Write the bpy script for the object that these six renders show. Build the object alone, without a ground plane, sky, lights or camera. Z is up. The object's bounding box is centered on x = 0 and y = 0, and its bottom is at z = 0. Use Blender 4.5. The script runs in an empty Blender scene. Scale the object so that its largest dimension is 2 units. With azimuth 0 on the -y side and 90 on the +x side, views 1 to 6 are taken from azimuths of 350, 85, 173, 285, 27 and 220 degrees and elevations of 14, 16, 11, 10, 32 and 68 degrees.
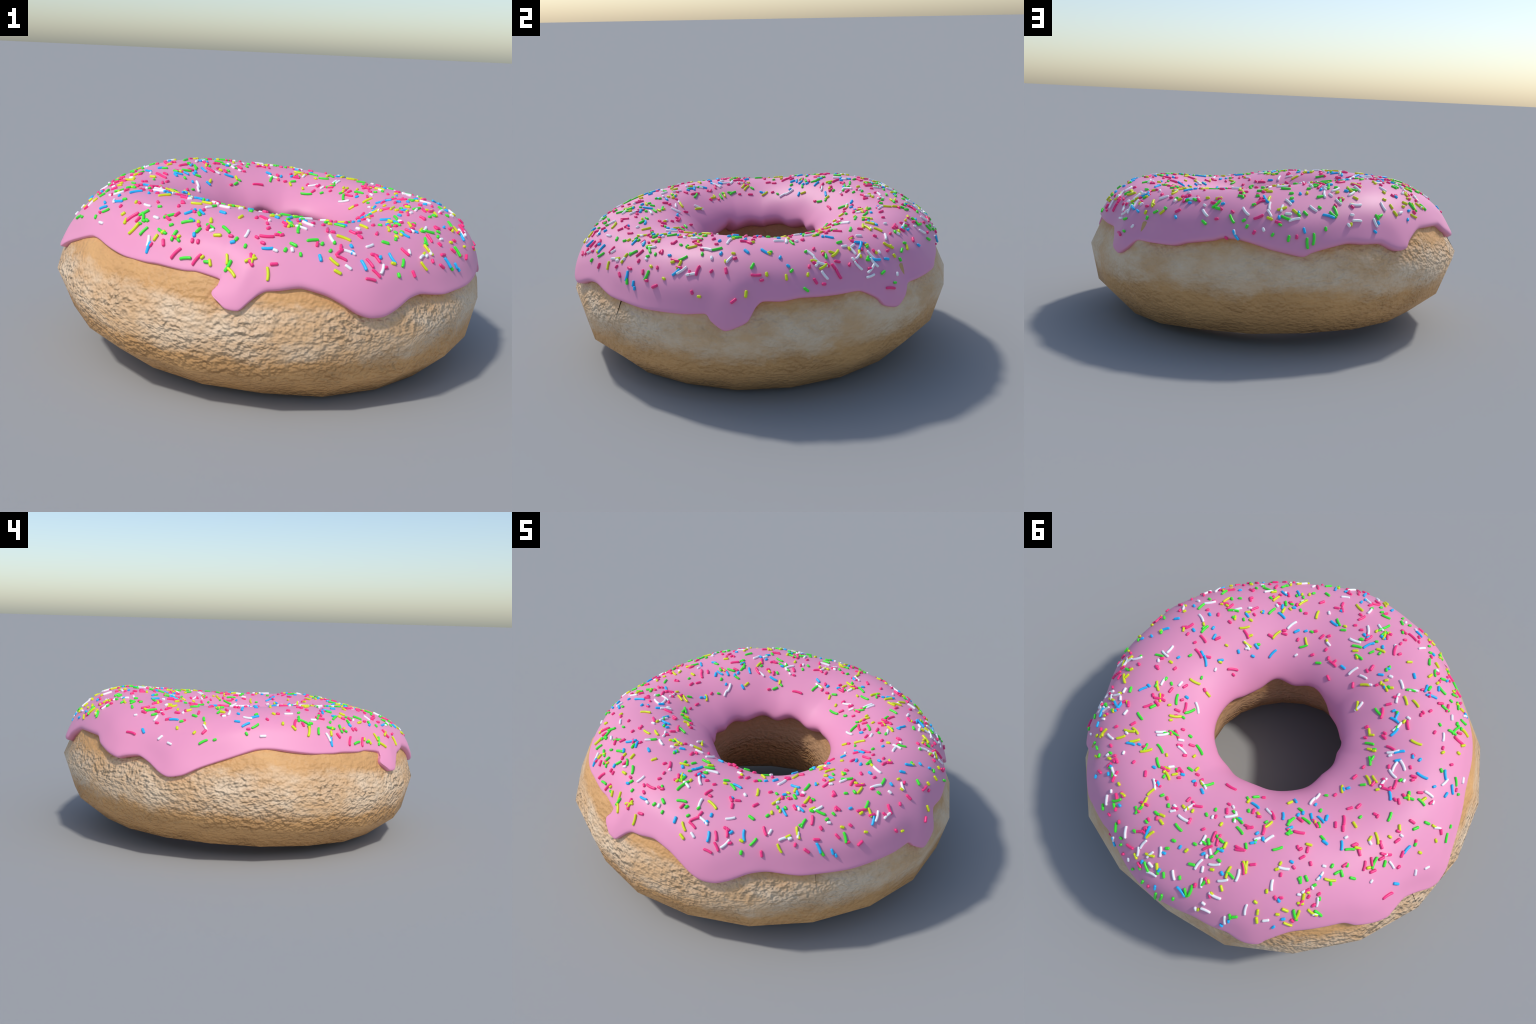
"""A ring doughnut with pink icing and coloured sugar sprinkles.
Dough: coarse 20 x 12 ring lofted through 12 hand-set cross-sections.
Icing: fine shell offset from the same ring, with a dripping rim.
Sprinkles: short bars and bent rods strewn over the icing by a density rule."""
import bpy, bmesh, math, random
import numpy as np
from mathutils import Vector, Matrix, noise

RNG = random.Random(11)
TAU = 2 * math.pi
RING = 0.62                      # radius of the ring's centre line


def centre_height(theta):        # the ring leans: higher on one side
    return 0.378 + 0.04 * np.cos(theta - math.radians(105))


# cross-section radii in cm: a row per 18 degrees round the ring (from 6 degrees on), in each
# row every 30 degrees round the section from the hole side (-180) over the
# underside (-90), the outer side (0) and the top (90)
SECTIONS = np.array([
    [25.3, 26.9, 29.8, 34.8, 39.4, 40.1, 38.8, 35.6, 33.0, 29.9, 28.4, 25.9],
    [24.9, 26.1, 29.7, 35.4, 39.7, 39.4, 37.5, 33.2, 31.3, 28.9, 27.5, 24.9],
    [26.0, 28.4, 31.2, 36.5, 39.9, 40.1, 39.2, 34.8, 31.6, 28.8, 27.4, 25.2],
    [28.1, 30.2, 32.7, 37.7, 39.0, 40.1, 40.8, 34.4, 32.7, 29.4, 27.9, 27.0],
    [28.0, 28.5, 32.3, 37.8, 38.9, 39.4, 38.5, 35.3, 33.0, 31.1, 30.0, 29.0],
    [29.1, 28.5, 31.8, 37.4, 38.3, 38.8, 36.8, 35.9, 33.3, 33.1, 32.4, 32.1],
    [29.4, 28.5, 31.7, 37.2, 38.0, 39.3, 40.0, 36.8, 35.8, 34.5, 33.9, 33.4],
    [29.8, 28.7, 31.3, 36.3, 37.3, 39.0, 40.1, 37.1, 35.7, 35.3, 35.3, 34.0],
    [30.8, 29.8, 31.9, 36.0, 36.4, 38.4, 40.0, 36.4, 34.3, 33.4, 34.2, 33.9],
    [32.9, 31.9, 32.6, 35.0, 35.6, 37.7, 39.9, 33.6, 32.4, 32.2, 33.1, 34.6],
    [32.9, 32.6, 32.7, 33.4, 34.8, 36.5, 38.8, 34.2, 33.8, 33.5, 33.7, 33.7],
    [32.0, 31.8, 32.1, 32.9, 34.5, 36.2, 38.6, 35.7, 35.2, 35.0, 35.1, 33.5],
    [30.3, 30.4, 31.4, 32.7, 34.3, 37.0, 38.7, 35.9, 35.4, 36.1, 37.3, 33.8],
    [29.4, 29.4, 30.7, 32.6, 34.6, 36.8, 37.3, 34.8, 35.4, 36.2, 37.3, 33.7],
    [29.6, 29.1, 30.4, 32.5, 34.7, 37.3, 37.1, 36.0, 35.7, 35.5, 36.4, 32.8],
    [29.7, 28.9, 30.4, 33.3, 36.0, 37.1, 36.8, 36.2, 34.2, 33.5, 35.3, 33.0],
    [29.8, 29.7, 31.0, 33.7, 36.3, 37.6, 37.1, 33.9, 32.4, 31.3, 33.1, 32.0],
    [29.4, 30.0, 31.4, 34.1, 36.9, 37.5, 36.1, 32.5, 32.3, 31.5, 31.8, 30.6],
    [28.2, 29.5, 31.4, 34.4, 37.4, 38.2, 36.7, 33.9, 33.7, 33.0, 31.6, 29.3],
    [26.4, 28.2, 30.7, 34.6, 38.8, 39.3, 38.3, 35.4, 35.0, 32.3, 30.2, 27.6],
])  / 100.0


def spline_weights(x):
    """four neighbouring stations and their Catmull-Rom weights"""
    k = np.floor(x).astype(int)
    f = x - k
    w = np.stack([-.5*f + f**2 - .5*f**3, 1 - 2.5*f**2 + 1.5*f**3,
                  .5*f + 2*f**2 - 1.5*f**3, -.5*f**2 + .5*f**3], -1)
    return np.stack([k - 1, k, k + 1, k + 2], -1), w


def section_radius(theta, phi):
    theta, phi = np.broadcast_arrays(np.asarray(theta, float), np.asarray(phi, float))
    a, wa = spline_weights((np.degrees(theta) - 6) / 18)
    b, wb = spline_weights((np.degrees(phi) + 180) / 30)
    return np.einsum('...p,...pq,...q->...', wa, SECTIONS[a[..., :, None] % 20, b[..., None, :] % 12], wb)


def ring_point(theta, phi, lift=0.0):
    r = section_radius(theta, phi) + lift
    rad = RING + r * np.cos(phi)
    return np.stack([rad * np.cos(theta), rad * np.sin(theta),
                     centre_height(theta) + r * np.sin(phi)], -1)


# ------------------------------------------------------------------ materials
class Nodes:
    def __init__(self, name):
        self.mat = bpy.data.materials.new(name)
        self.mat.use_nodes = True
        self.tree = self.mat.node_tree
        self.bsdf = self.tree.nodes['Principled BSDF']

    def add(self, kind, **sockets):
        n = self.tree.nodes.new(kind)
        for k, v in sockets.items():
            if hasattr(n, k):
                setattr(n, k, v)
        return n

    def link(self, a, b):
        self.tree.links.new(a, b)

    def math(self, op, a, b=0.0, clamp=False):
        n = self.add('ShaderNodeMath', operation=op, use_clamp=clamp)
        for i, v in enumerate((a, b)):
            if isinstance(v, (int, float)):
                n.inputs[i].default_value = v
            else:
                self.link(v, n.inputs[i])
        return n.outputs[0]

    def noise(self, vec, scale, detail=3, rough=0.5, distortion=0.0):
        n = self.add('ShaderNodeTexNoise')
        n.inputs['Scale'].default_value = scale
        n.inputs['Detail'].default_value = detail
        n.inputs['Roughness'].default_value = rough
        n.inputs['Distortion'].default_value = distortion
        self.link(vec, n.inputs['Vector'])
        return n.outputs['Fac']

    def ramp(self, fac, *stops):
        n = self.add('ShaderNodeValToRGB')
        el = n.color_ramp.elements
        while len(el) < len(stops):
            el.new(0.5)
        for e, (p, v) in zip(el, stops):
            e.position = p
            e.color = (*v, 1) if isinstance(v, tuple) else (v, v, v, 1)
        self.link(fac, n.inputs[0])
        return n.outputs[0]

    def mix(self, fac, a, b):
        n = self.add('ShaderNodeMix', data_type='RGBA')
        for sock, v in ((n.inputs['Factor'], fac), (n.inputs['A'], a), (n.inputs['B'], b)):
            if isinstance(v, tuple):
                sock.default_value = (*v, 1)
            elif isinstance(v, float):
                sock.default_value = v
            else:
                self.link(v, sock)
        return n.outputs['Result']


def plain(name, colour, rough, spec=0.5, subsurface=0.0):
    m = Nodes(name)
    m.bsdf.inputs['Base Color'].default_value = (*colour, 1)
    m.bsdf.inputs['Roughness'].default_value = rough
    m.bsdf.inputs['Specular IOR Level'].default_value = spec
    return m.mat


CRUST_TAN = (0.70, 0.385, 0.150)
CRUST_BROWN = (0.55, 0.295, 0.115)
CRUST_PALE = (0.77, 0.575, 0.385)
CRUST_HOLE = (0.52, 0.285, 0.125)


def dough_material():
    m = Nodes('fried_dough')
    obj = m.add('ShaderNodeTexCoord').outputs['Object']
    sep = m.add('ShaderNodeSeparateXYZ')
    m.link(obj, sep.inputs[0])
    x, y, z = sep.outputs
    rad = m.math('SQRT', m.math('ADD', m.math('MULTIPLY', x, x), m.math('MULTIPLY', y, y)))
    a105 = math.radians(105)
    lean = m.math('DIVIDE', m.math('ADD', m.math('MULTIPLY', x, 0.04 * math.cos(a105)),
                                   m.math('MULTIPLY', y, 0.04 * math.sin(a105))), rad)
    up = m.math('SUBTRACT', m.math('SUBTRACT', z, 0.378), lean)
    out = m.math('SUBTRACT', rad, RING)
    phi = m.math('ARCTAN2', up, out)                    # angle round the section
    # pale unfried belt round the outside, ragged edge
    stretch = m.add('ShaderNodeMapping')
    stretch.inputs['Scale'].default_value = (1, 1, 1.7)
    m.link(obj, stretch.inputs[0])
    vec = stretch.outputs[0]
    wobble = m.math('SUBTRACT', m.noise(vec, 3.2, 5, 0.6, 0.6), 0.5)
    fine = m.math('SUBTRACT', m.noise(vec, 16, 5, 0.65, 0.5), 0.5)
    bent = m.math('ADD', m.math('ABSOLUTE', m.math('SUBTRACT', phi, 0.0)),
                  m.math('ADD', m.math('MULTIPLY', wobble, 0.55), m.math('MULTIPLY', fine, 0.28)))
    belt = m.ramp(bent, (0.07, 1.0), (0.21, 0.72), (0.37, 0.0))
    cloudy = m.ramp(m.noise(vec, 4.5, 5, 0.62), (0.38, 0.35), (0.60, 1.0))
    belt = m.math('MULTIPLY', belt, cloudy)
    crust = m.mix(m.ramp(m.noise(vec, 5, 5, 0.6), (0.35, 0.0), (0.7, 1.0)), CRUST_TAN, CRUST_BROWN)
    crust = m.mix(m.ramp(m.noise(vec, 2.2, 2, 0.5), (0.2, 0.35), (0.6, 0.0)), crust, (0.62, 0.33, 0.13))
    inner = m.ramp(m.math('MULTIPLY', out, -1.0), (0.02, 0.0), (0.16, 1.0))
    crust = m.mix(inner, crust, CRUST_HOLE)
    hole_belt = m.ramp(m.math('ADD', m.math('SUBTRACT', math.pi, m.math('ABSOLUTE', phi)),
                              m.math('MULTIPLY', wobble, 0.5)), (0.1, 0.35), (0.4, 0.0))
    crust = m.mix(hole_belt, crust, (0.56, 0.38, 0.24))
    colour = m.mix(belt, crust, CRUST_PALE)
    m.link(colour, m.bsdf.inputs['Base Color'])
    m.bsdf.inputs['Roughness'].default_value = 0.55
    m.bsdf.inputs['Specular IOR Level'].default_value = 0.35
    # wrinkled crust: ragged lying flakes
    grain = m.add('ShaderNodeMapping')
    grain.inputs['Scale'].default_value = (1, 1, 1.3)
    m.link(obj, grain.inputs[0])
    flakes = m.noise(grain.outputs[0], 38, 1.2, 0.5, 0.0)
    bump = m.add('ShaderNodeBump')
    bump.inputs['Strength'].default_value = 1.0
    bump.inputs['Distance'].default_value = 0.029
    # the crust is smoother high up, under the icing's edge
    # and its relief is shallower towards the +x +y side
    far = m.math('ADD', m.math('MULTIPLY', x, math.cos(math.radians(35))),
                 m.math('MULTIPLY', y, math.sin(math.radians(35))))
    rough = m.math('MULTIPLY', m.ramp(phi, (0.18, 1.0), (0.42, 0.5)), m.ramp(far, (0.0, 1.0), (0.6, 0.5)))
    rough = m.math('MULTIPLY', rough, m.ramp(m.noise(vec, 5, 3, 0.5), (0.36, 0.55), (0.58, 1.0)))
    m.link(rough, bump.inputs['Strength'])
    m.link(flakes, bump.inputs['Height'])
    m.link(bump.outputs[0], m.bsdf.inputs['Normal'])
    return m.mat


def icing_material():
    m = Nodes('pink_icing')
    obj = m.add('ShaderNodeTexCoord').outputs['Object']
    tint = m.mix(m.ramp(m.noise(obj, 4, 2), (0.3, 0.0), (0.7, 1.0)), (0.825, 0.31, 0.495), (0.835, 0.317, 0.503))
    m.link(tint, m.bsdf.inputs['Base Color'])
    m.bsdf.inputs['Roughness'].default_value = 0.5
    m.bsdf.inputs['Specular IOR Level'].default_value = 0.4
    return m.mat


# ---------------------------------------------------------------------- dough
def new_object(name, mesh, parent, smooth=True):
    o = bpy.data.objects.new(name, mesh)
    bpy.context.scene.collection.objects.link(o)
    o.parent = parent
    if smooth:
        mesh.polygons.foreach_set('use_smooth', [True] * len(mesh.polygons))
    return o


AROUND, ACROSS = 20, 12


def undercut(deg, section_deg):
    """the hole's wall of dough lies back under the icing's lip, most on one side; one corner
    of the crust stands up and pokes through the icing"""
    if (round(deg), section_deg) == (42, 30):
        return -0.012
    most = float(np.interp(deg, [0, 50, 80, 200, 230, 300, 360], [0.0, 0.0, 0.036, 0.036, 0.015, 0.015, 0.0]))
    return most * {-180: 1.0, -150: 1.0, -120: 0.4, 150: 0.7}.get(section_deg, 0.0)


def build_dough(parent):
    bm = bmesh.new()
    grid = []
    for i in range(AROUND):
        theta = math.radians(6 + 18 * i)
        row = []
        for j in range(ACROSS):
            phi = math.radians(-180 + 30 * j)
            row.append(bm.verts.new(Vector(ring_point(theta, phi, -undercut(6 + 18 * i, -180 + 30 * j)))))
        grid.append(row)
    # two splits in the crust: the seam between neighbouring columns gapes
    # from under the icing down to the widest line of the ring
    torn = {}
    for col, spread, drop in ((17, 0.0022, 0.008), (9, 0.0022, 0.008)):
        theta = math.radians(6 + 18 * col)
        tangent = Vector((-math.sin(theta), math.cos(theta), 0))
        outward = Vector((math.cos(theta), math.sin(theta), 0))
        for j in (7, 8):
            v = grid[col][j]
            side = 1 if col == 17 else -1
            w = bm.verts.new(v.co + tangent * spread - outward * drop * (1 if side > 0 else -0.0))
            v.co -= tangent * spread + outward * (drop if side < 0 else 0.0)
            torn[(col, j)] = w
    for i in range(AROUND):
        for j in range(ACROSS):
            n, k = (i + 1) % AROUND, (j + 1) % ACROSS
            bm.faces.new((torn.get((i, j), grid[i][j]), grid[n][j], grid[n][k],
                          torn.get((i, k), grid[i][k])))
    bmesh.ops.recalc_face_normals(bm, faces=bm.faces)
    me = bpy.data.meshes.new('dough')
    bm.to_mesh(me)
    me.materials.append(dough_material())
    return new_object('dough', me, parent)


# ---------------------------------------------------------------------- icing
# rim of the icing on the outside: (degrees round the ring, degrees up the section)
RIM = [(2, 23), (7, 24), (12, 23), (18, 22), (25, 21), (29.5, 13), (31.5, 6), (35.5, 3), (39, 8),
       (42, 15), (47, 15), (56, 15), (60, 18), (67, 21.5), (70, 24), (75, 23), (80, 19.5), (83, 17),
       (88, 14), (92, 12), (94.5, 15), (98.5, 18), (104.5, 21.5), (109.5, 20.5), (114.5, 20), (117.5, 16),
       (120, 14), (123, 15), (125, 20), (129, 26), (133, 29), (145, 29), (149, 23), (154, 18),
       (158, 16), (160, 18), (164.5, 21), (169, 17), (173, 11), (176, 8.5), (180, 11), (184.5, 18),
       (190, 25), (198, 34), (201.5, 37), (206, 37.5), (212.5, 35.5), (219, 34), (226, 34.5), (230, 35.5),
       (237, 35.3), (241, 36), (246.9, 33), (247.0, 26), (247.6, 20), (249, 15.5), (252, 15), (254, 20),
       (256, 25), (258, 28), (261, 29), (266, 31), (271.5, 27), (275, 22), (279, 15), (282, 12),
       (285.5, 12), (289, 15), (294, 20.5), (299, 22), (307.5, 17.5), (314, 16.5), (322, 15), (329, 15),
       (336, 15), (341.7, 16), (343.5, 11), (347, 5), (350, 7), (353, 11), (355, 20), (357, 24)]
# scalloped rim inside the hole
HOLE_RIM = [(0, 154), (18, 153), (35, 153), (50, 154), (58, 153.5), (71, 158), (84, 154), (93, 153.5),
            (106, 158), (120, 153.5), (138, 157), (151, 154), (165, 155), (171, 156), (185, 153),
            (201, 154.5), (210, 150), (218, 152), (235, 154.5), (251, 158.5), (258, 157), (267, 152),
            (278, 147.5), (287, 148), (302, 153), (317, 148), (332, 156), (347, 158)]
# (centre, half width, lip height): stretches where the icing lies thin on the crust
THIN = [(218, 38, 0.008), (38, 17, 0.010), (330, 32, 0.010), (174, 9, 0.010)]
LIP, COAT = 0.019, 0.035
COLS = 540


def closed_curve(points, count, wind=0.5, ease=0.36):
    """smooth closed curve through the points, resampled evenly by arc length"""
    p = np.array(points, float)
    q = np.concatenate([p[-1:] - [360, 0], p, p[:2] + [360, 0]])
    out = []
    t = np.linspace(0, 1, 40, endpoint=False)[:, None]
    for k in range(1, len(p) + 1):
        p0, p1, p2, p3 = q[k - 1], q[k], q[k + 1], q[k + 2]
        m1, m2 = (p2 - p0) * ease, (p3 - p1) * ease
        out.append((2*t**3-3*t**2+1)*p1 + (t**3-2*t**2+t)*m1 + (-2*t**3+3*t**2)*p2 + (t**3-t**2)*m2)
    out = np.concatenate(out + [p[:1] + [360, 0]])
    s = np.concatenate([[0], np.cumsum(np.hypot(np.diff(out[:, 0]), wind * np.diff(out[:, 1])))])
    u = np.linspace(0, s[-1], count, endpoint=False)
    return np.stack([np.interp(u, s, out[:, 0]), np.interp(u, s, out[:, 1])], -1)


def thinness(deg):
    """height of the icing's rounded lip along the outer rim"""
    lip = np.full_like(deg, LIP)
    for c, half, h in THIN:
        d = np.abs((deg - c + 180) % 360 - 180)
        w = np.clip((half + 5 - d) / 10, 0, 1)
        w = w * w * (3 - 2 * w)
        lip = lip * (1 - w) + h * w
    return lip


def icing_lift(theta, phi, from_rim, lip, spread=0.12):
    """height of the icing over the crust, given the distance to the rim in metres"""
    x = np.clip(from_rim / 0.032, 0, 1)
    nose = lip * np.sqrt(np.clip(1 - (1 - x) ** 2, 0, 1))
    y = np.clip((from_rim - 0.015) / spread, 0, 1)
    y = y * y * (3 - 2 * y)
    lift = nose * (1 - y) + COAT * y
    # over the slanting drip the icing sinks and a corner of the crust pokes through
    sink = np.hypot(((np.degrees(theta) - 42.4 + 180) % 360 - 180) / 6.0, (np.degrees(phi) - 28.0) / 12.0)
    return lift - 0.022 * np.exp(-sink ** 2)


class Icing:
    def __init__(self):
        self.outer = closed_curve(RIM, COLS)
        span = 14                                   # interior columns run straighter than the rim
        win = np.exp(-np.linspace(-2, 2, 2 * span + 1) ** 2)
        win /= win.sum()
        th = self.outer[:, 0]
        padded = np.concatenate([th[-span:] - 360, th, th[:span] + 360])
        calm = np.convolve(padded, win, 'valid')
        hole = closed_curve(HOLE_RIM, 720, 0.3, 0.55)
        hx = np.concatenate([hole[:, 0] - 360, hole[:, 0], hole[:, 0] + 360])
        inner_phi = np.interp(calm, hx, np.tile(hole[:, 1], 3))
        rows = [0, .003, .007, .012, .018, .025, .033, .043, .055, .07, .088] + list(np.linspace(.11, .89, 60)) + \
               [.912, .93, .945, .957, .967, .975, .982, .988, .993, .997, 1.0]
        self.rows = np.array(rows)
        ease = np.clip(self.rows / 0.35, 0, 1)
        ease = ease * ease * (3 - 2 * ease)
        deg = th[:, None] * (1 - ease) + calm[:, None] * ease
        ph = self.outer[:, 1][:, None] * (1 - self.rows) + inner_phi[:, None] * self.rows
        self.theta, self.phi = np.radians(deg), np.radians(ph)
        # hooked shoulder of the square drip
        hook = np.exp(-((deg - 247.3) / 2.4) ** 2 - ((ph - 23.5) / 4.5) ** 2)
        self.theta = self.theta - np.radians(1.7) * hook
        surf = ring_point(self.theta, self.phi)
        rim, rim_in = surf[:, 0], surf[:, -1]
        lips = thinness(th)
        dist = np.empty(surf.shape[:2])
        lip = np.empty_like(dist)
        dist_in = np.empty_like(dist)
        for i in range(COLS):
            near = [(i + k) % COLS for k in range(-70, 71)]
            d = np.linalg.norm(surf[i][:, None] - rim[near][None], axis=2)
            soft = np.exp(-((d - d.min(1, keepdims=True)) / 0.02))
            dist[i], lip[i] = d.min(1), (soft * lips[near]).sum(1) / soft.sum(1)
            dist_in[i] = np.linalg.norm(surf[i][:, None] - rim_in[near][None], axis=2).min(1)
        self.lift = np.where(dist_in < dist, icing_lift(self.theta, self.phi, dist_in,
                                                              0.060 + 0.020 * np.cos(2 * (self.theta - math.radians(39))), 0.20),
                             icing_lift(self.theta, self.phi, dist, lip))
        self.top = ring_point(self.theta, self.phi, self.lift)
        for _ in range(14):                          # relax the coat, not its rims
            t = self.top
            mean = (np.roll(t, 1, 0) + np.roll(t, -1, 0))[:, 1:-1] / 4 + (t[:, 2:] + t[:, :-2]) / 4
            hold = np.clip(np.minimum(np.arange(1, t.shape[1] - 1), np.arange(t.shape[1] - 2, 0, -1)) / 12 - 0.3, 0, 1)
            t[:, 1:-1] += (mean - t[:, 1:-1]) * hold[None, :, None] * 0.9
        self.bottom = ring_point(self.theta, self.phi, -0.03)


def build_icing(parent):
    ic = Icing()
    n = len(ic.rows)
    verts = np.concatenate([ic.top.reshape(-1, 3), ic.bottom[:, ::3].reshape(-1, 3)])
    under = ic.bottom[:, ::3].shape[1]
    off = COLS * n
    faces = []
    for i in range(COLS):
        k = (i + 1) % COLS
        for j in range(n - 1):
            faces.append((i * n + j, k * n + j, k * n + j + 1, i * n + j + 1))
        for j in range(under - 1):
            faces.append((off + k * under + j, off + i * under + j, off + i * under + j + 1, off + k * under + j + 1))
        faces.append((i * n, off + i * under, off + k * under, k * n))
        faces.append((i * n + n - 1, k * n + n - 1, off + k * under + under - 1, off + i * under + under - 1))
    me = bpy.data.meshes.new('icing')
    me.from_pydata(verts.tolist(), [], faces)
    me.materials.append(icing_material())
    o = new_object('icing', me, parent)
    return o, ic


# ------------------------------------------------------------------ sprinkles
COLOURS = {'pink': (1.0, 0.045, 0.245), 'green': (0.065, 0.86, 0.045), 'yellow': (0.70, 0.80, 0.015),
           'blue': (0.020, 0.50, 0.93), 'white': (0.93, 0.93, 0.95)}
# (length, radius, bend, share)
SHAPES = [(0.020, 0.0067, 0.0, 0.44), (0.031, 0.0066, 0.0, 0.24),
          (0.048, 0.0062, 0.0011, 0.20), (0.058, 0.0064, 0.0018, 0.12)]
SHARE = {'pink': 0.31, 'green': 0.22, 'yellow': 0.18, 'blue': 0.13, 'white': 0.16}


def sprinkle_mesh(length, radius, bend, mat, name):
    """a rod with rounded shoulders along x, bent sideways into a shallow arc"""
    half = length / 2
    stations = [(-half, 0.55), (-half + radius * 0.35, 0.92), (-half + radius * 0.8, 1.0),
                (-half * 0.35, 1.0), (0, 1.0), (half * 0.35, 1.0),
                (half - radius * 0.8, 1.0), (half - radius * 0.35, 0.92), (half, 0.55)]
    sides = 10
    verts, faces = [], []
    for x, w in stations:
        shift = bend * (1 - 2 * (x / half) ** 2)
        for k in range(sides):
            a = TAU * k / sides
            verts.append((x, shift + radius * w * math.cos(a), radius * w * math.sin(a)))
    for s in range(len(stations) - 1):
        for k in range(sides):
            m = (k + 1) % sides
            faces.append((s * sides + k, (s + 1) * sides + k, (s + 1) * sides + m, s * sides + m))
    faces.append(tuple(range(sides)))
    faces.append(tuple(range((len(stations) - 1) * sides, len(stations) * sides))[::-1])
    me = bpy.data.meshes.new(name)
    me.from_pydata(verts, [], faces)
    bm = bmesh.new()
    bm.from_mesh(me)
    bmesh.ops.recalc_face_normals(bm, faces=bm.faces)
    bm.to_mesh(me)
    bm.free()
    me.polygons.foreach_set('use_smooth', [True] * len(me.polygons))
    me.materials.append(mat)
    return me


def sprinkle_limit(deg):
    """lowest section angle at which sprinkles lie, per degree round the ring"""
    at = [0, 30, 60, 90, 120, 150, 180, 200, 215, 230, 248, 265, 285, 310, 335]
    low = [35, 30, 31, 26, 36, 42, 38, 48, 48, 46, 38, 46, 37, 34, 32]
    return float(np.interp(deg % 360, at, low, period=360))


# single sprinkles low on the skirt and the drips, where hardly any lie:
# (degrees round the ring, degrees up the section, slant, colour, shape)
STRAYS = [(93, 21, 92, 'green', 2), (90, 25, 85, 'pink', 0), (84, 27, 60, 'green', 0), (88, 25, 80, 'green', 1),
          (92, 29, 100, 'blue', 1), (113, 28, -45, 'blue', 0), (34, 16, -15, 'pink', 2), (36, 20, -10, 'green', 0),
          (38, 25, 60, 'white', 0), (349, 25, 40, 'pink', 1), (249, 37, -42, 'yellow', 3), (254, 45, 80, 'yellow', 2),
          (248, 45, -80, 'yellow', 2), (244, 42, -70, 'yellow', 1), (243, 39, 0, 'green', 1), (237, 41, 12, 'green', 2),
          (234, 43, 58, 'pink', 3), (240, 43, 60, 'pink', 3), (226, 43, 85, 'blue', 2), (225, 47, -75, 'white', 2),
          (222, 52, 70, 'green', 2), (266, 50, 88, 'green', 0), (275, 40, -35, 'yellow', 1), (277, 42, -42, 'white', 1),
          (283, 34, -15, 'pink', 2), (285, 37, -55, 'pink', 2), (291, 36, 85, 'green', 0), (297, 36, -82, 'pink', 1),
          (282, 43, -85, 'blue', 2), (284, 45, -72, 'pink', 2), (313, 36, -75, 'blue', 2), (314, 33, -60, 'green', 1),
          (317, 33, -80, 'blue', 1), (174, 33, -20, 'white', 1), (171, 38, 55, 'white', 1), (185, 38, 35, 'green', 2)]


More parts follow.
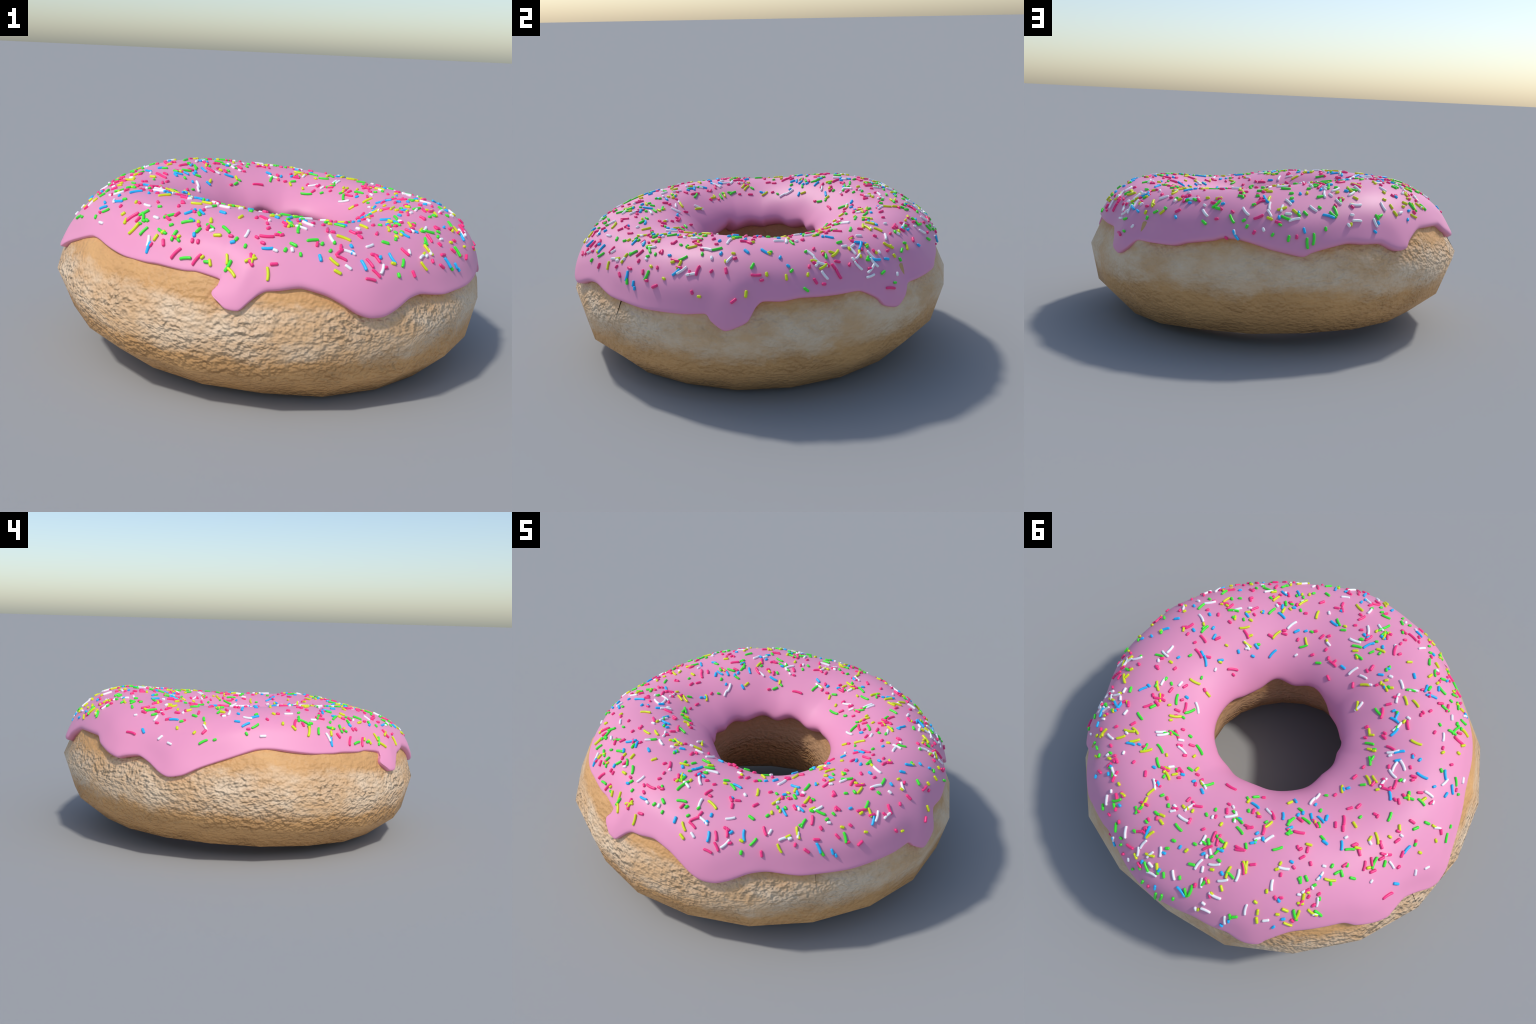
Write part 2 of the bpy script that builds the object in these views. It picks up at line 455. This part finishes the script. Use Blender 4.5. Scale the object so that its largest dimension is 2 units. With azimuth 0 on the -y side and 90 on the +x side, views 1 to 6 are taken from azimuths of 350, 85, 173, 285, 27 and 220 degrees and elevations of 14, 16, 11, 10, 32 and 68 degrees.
def build_sprinkles(parent, ic, count=1000):
    mats = {c: plain('sugar_' + c, rgb, 0.35, 0.4) for c, rgb in COLOURS.items()}
    meshes = {(c, k): sprinkle_mesh(L, r, b, mats[c], 'sprinkle_' + c)
              for c in COLOURS for k, (L, r, b, _) in enumerate(SHAPES)}
    n = len(ic.rows)
    a, b, c, d = ic.top[:, :-1], np.roll(ic.top, -1, 0)[:, :-1], np.roll(ic.top, -1, 0)[:, 1:], ic.top[:, 1:]
    cross = np.cross(c - a, d - b)
    area = np.linalg.norm(cross, axis=2) / 2
    normal = cross / np.maximum(np.linalg.norm(cross, axis=2, keepdims=True), 1e-9)
    if normal[:, n // 2, 2].mean() < 0:
        normal = -normal
    cum = np.cumsum(area.ravel())
    placed = []

    def lay(p, nrm, side, colour, kind):
        along = (side + nrm * RNG.gauss(0, 0.04)).normalized()
        acr = nrm.cross(along).normalized()
        frame = Matrix((along, acr, along.cross(acr))).transposed().to_4x4()
        size = RNG.uniform(0.92, 1.08)
        placed.append((SHAPES[kind][0] * size, Matrix.Translation(p + nrm * 0.0034) @ frame
                       @ Matrix.Scale(size, 4), meshes[(colour, kind)]))

    for deg, up, slant, colour, kind in STRAYS:
        gap = np.abs((np.degrees(ic.theta[:, :-1]) - deg + 180) % 360 - 180) + np.abs(np.degrees(ic.phi[:, :-1]) - up)
        gap[:, :8] += 100                           # not on the rounded rim itself
        i, j = np.unravel_index(gap.argmin(), gap.shape)
        nrm = Vector(normal[i, j])
        east = Vector((-math.sin(ic.theta[i, j]), math.cos(ic.theta[i, j]), 0))
        east = (east - nrm * east.dot(nrm)).normalized()
        side = east * math.cos(math.radians(slant)) + nrm.cross(east) * math.sin(math.radians(slant))
        lay(Vector(a[i, j]), nrm, side, colour, kind)
    while len(placed) < count:
        pick = int(np.searchsorted(cum, RNG.random() * cum[-1]))
        i, j = divmod(pick, n - 1)
        deg, up = math.degrees(ic.theta[i, j]) % 360, math.degrees(ic.phi[i, j])
        low = sprinkle_limit(deg)
        keep = min(max((up - low + 8) / 18, 0.0), 1) * min(max((133 - up) / 24, 0), 1)
        keep *= 0.75 + 0.9 * min(max(noise.noise(Vector(a[i, j]) * 5.0) + 0.35, 0), 1)      # they lie in drifts
        if RNG.random() * 1.3 > keep:
            continue
        fu, fv = RNG.random(), RNG.random()
        p = (a[i, j] * (1 - fu) + b[i, j] * fu) * (1 - fv) + (d[i, j] * (1 - fu) + c[i, j] * fu) * fv
        colour = RNG.choices(list(SHARE), list(SHARE.values()))[0]
        weights = [s[3] for s in SHAPES]
        if colour == 'pink':
            weights = [0.5, 0.32, 0.12, 0.06]
        if colour == 'white':
            weights = [0.32, 0.15, 0.28, 0.25]
        kind = RNG.choices(range(4), weights)[0]
        nrm = Vector(normal[i, j])
        side = nrm.orthogonal().normalized()
        side.rotate(Matrix.Rotation(RNG.random() * TAU, 3, nrm))
        lay(Vector(p), nrm, side, colour, kind)
    placed.sort(key=lambda t: -t[0])
    for _, mtx, me in placed[:300]:
        o = bpy.data.objects.new('sprinkle', me)
        bpy.context.scene.collection.objects.link(o)
        o.parent = parent
        o.matrix_world = mtx
    # the rest in one part
    verts, faces, slots = [], [], []
    names = list(COLOURS)
    for _, mtx, me in placed[300:]:
        base = len(verts)
        verts += [tuple(mtx @ v.co) for v in me.vertices]
        slot = names.index(me.materials[0].name.replace('sugar_', ''))
        for p in me.polygons:
            faces.append([base + k for k in p.vertices])
            slots.append(slot)
    me = bpy.data.meshes.new('sprinkle_scatter')
    me.from_pydata(verts, [], faces)
    for nme in names:
        me.materials.append(mats[nme])
    me.polygons.foreach_set('material_index', slots)
    o = new_object('sprinkle_scatter', me, parent)
    o['kind'] = 'stuff'


root = bpy.data.objects.new('doughnut', None)
bpy.context.scene.collection.objects.link(root)
root['label'] = 'ring doughnut with pink icing and multicoloured sugar sprinkles'
root['category'] = 'doughnut'
build_dough(root)
icing, shape = build_icing(root)
build_sprinkles(icing, shape)
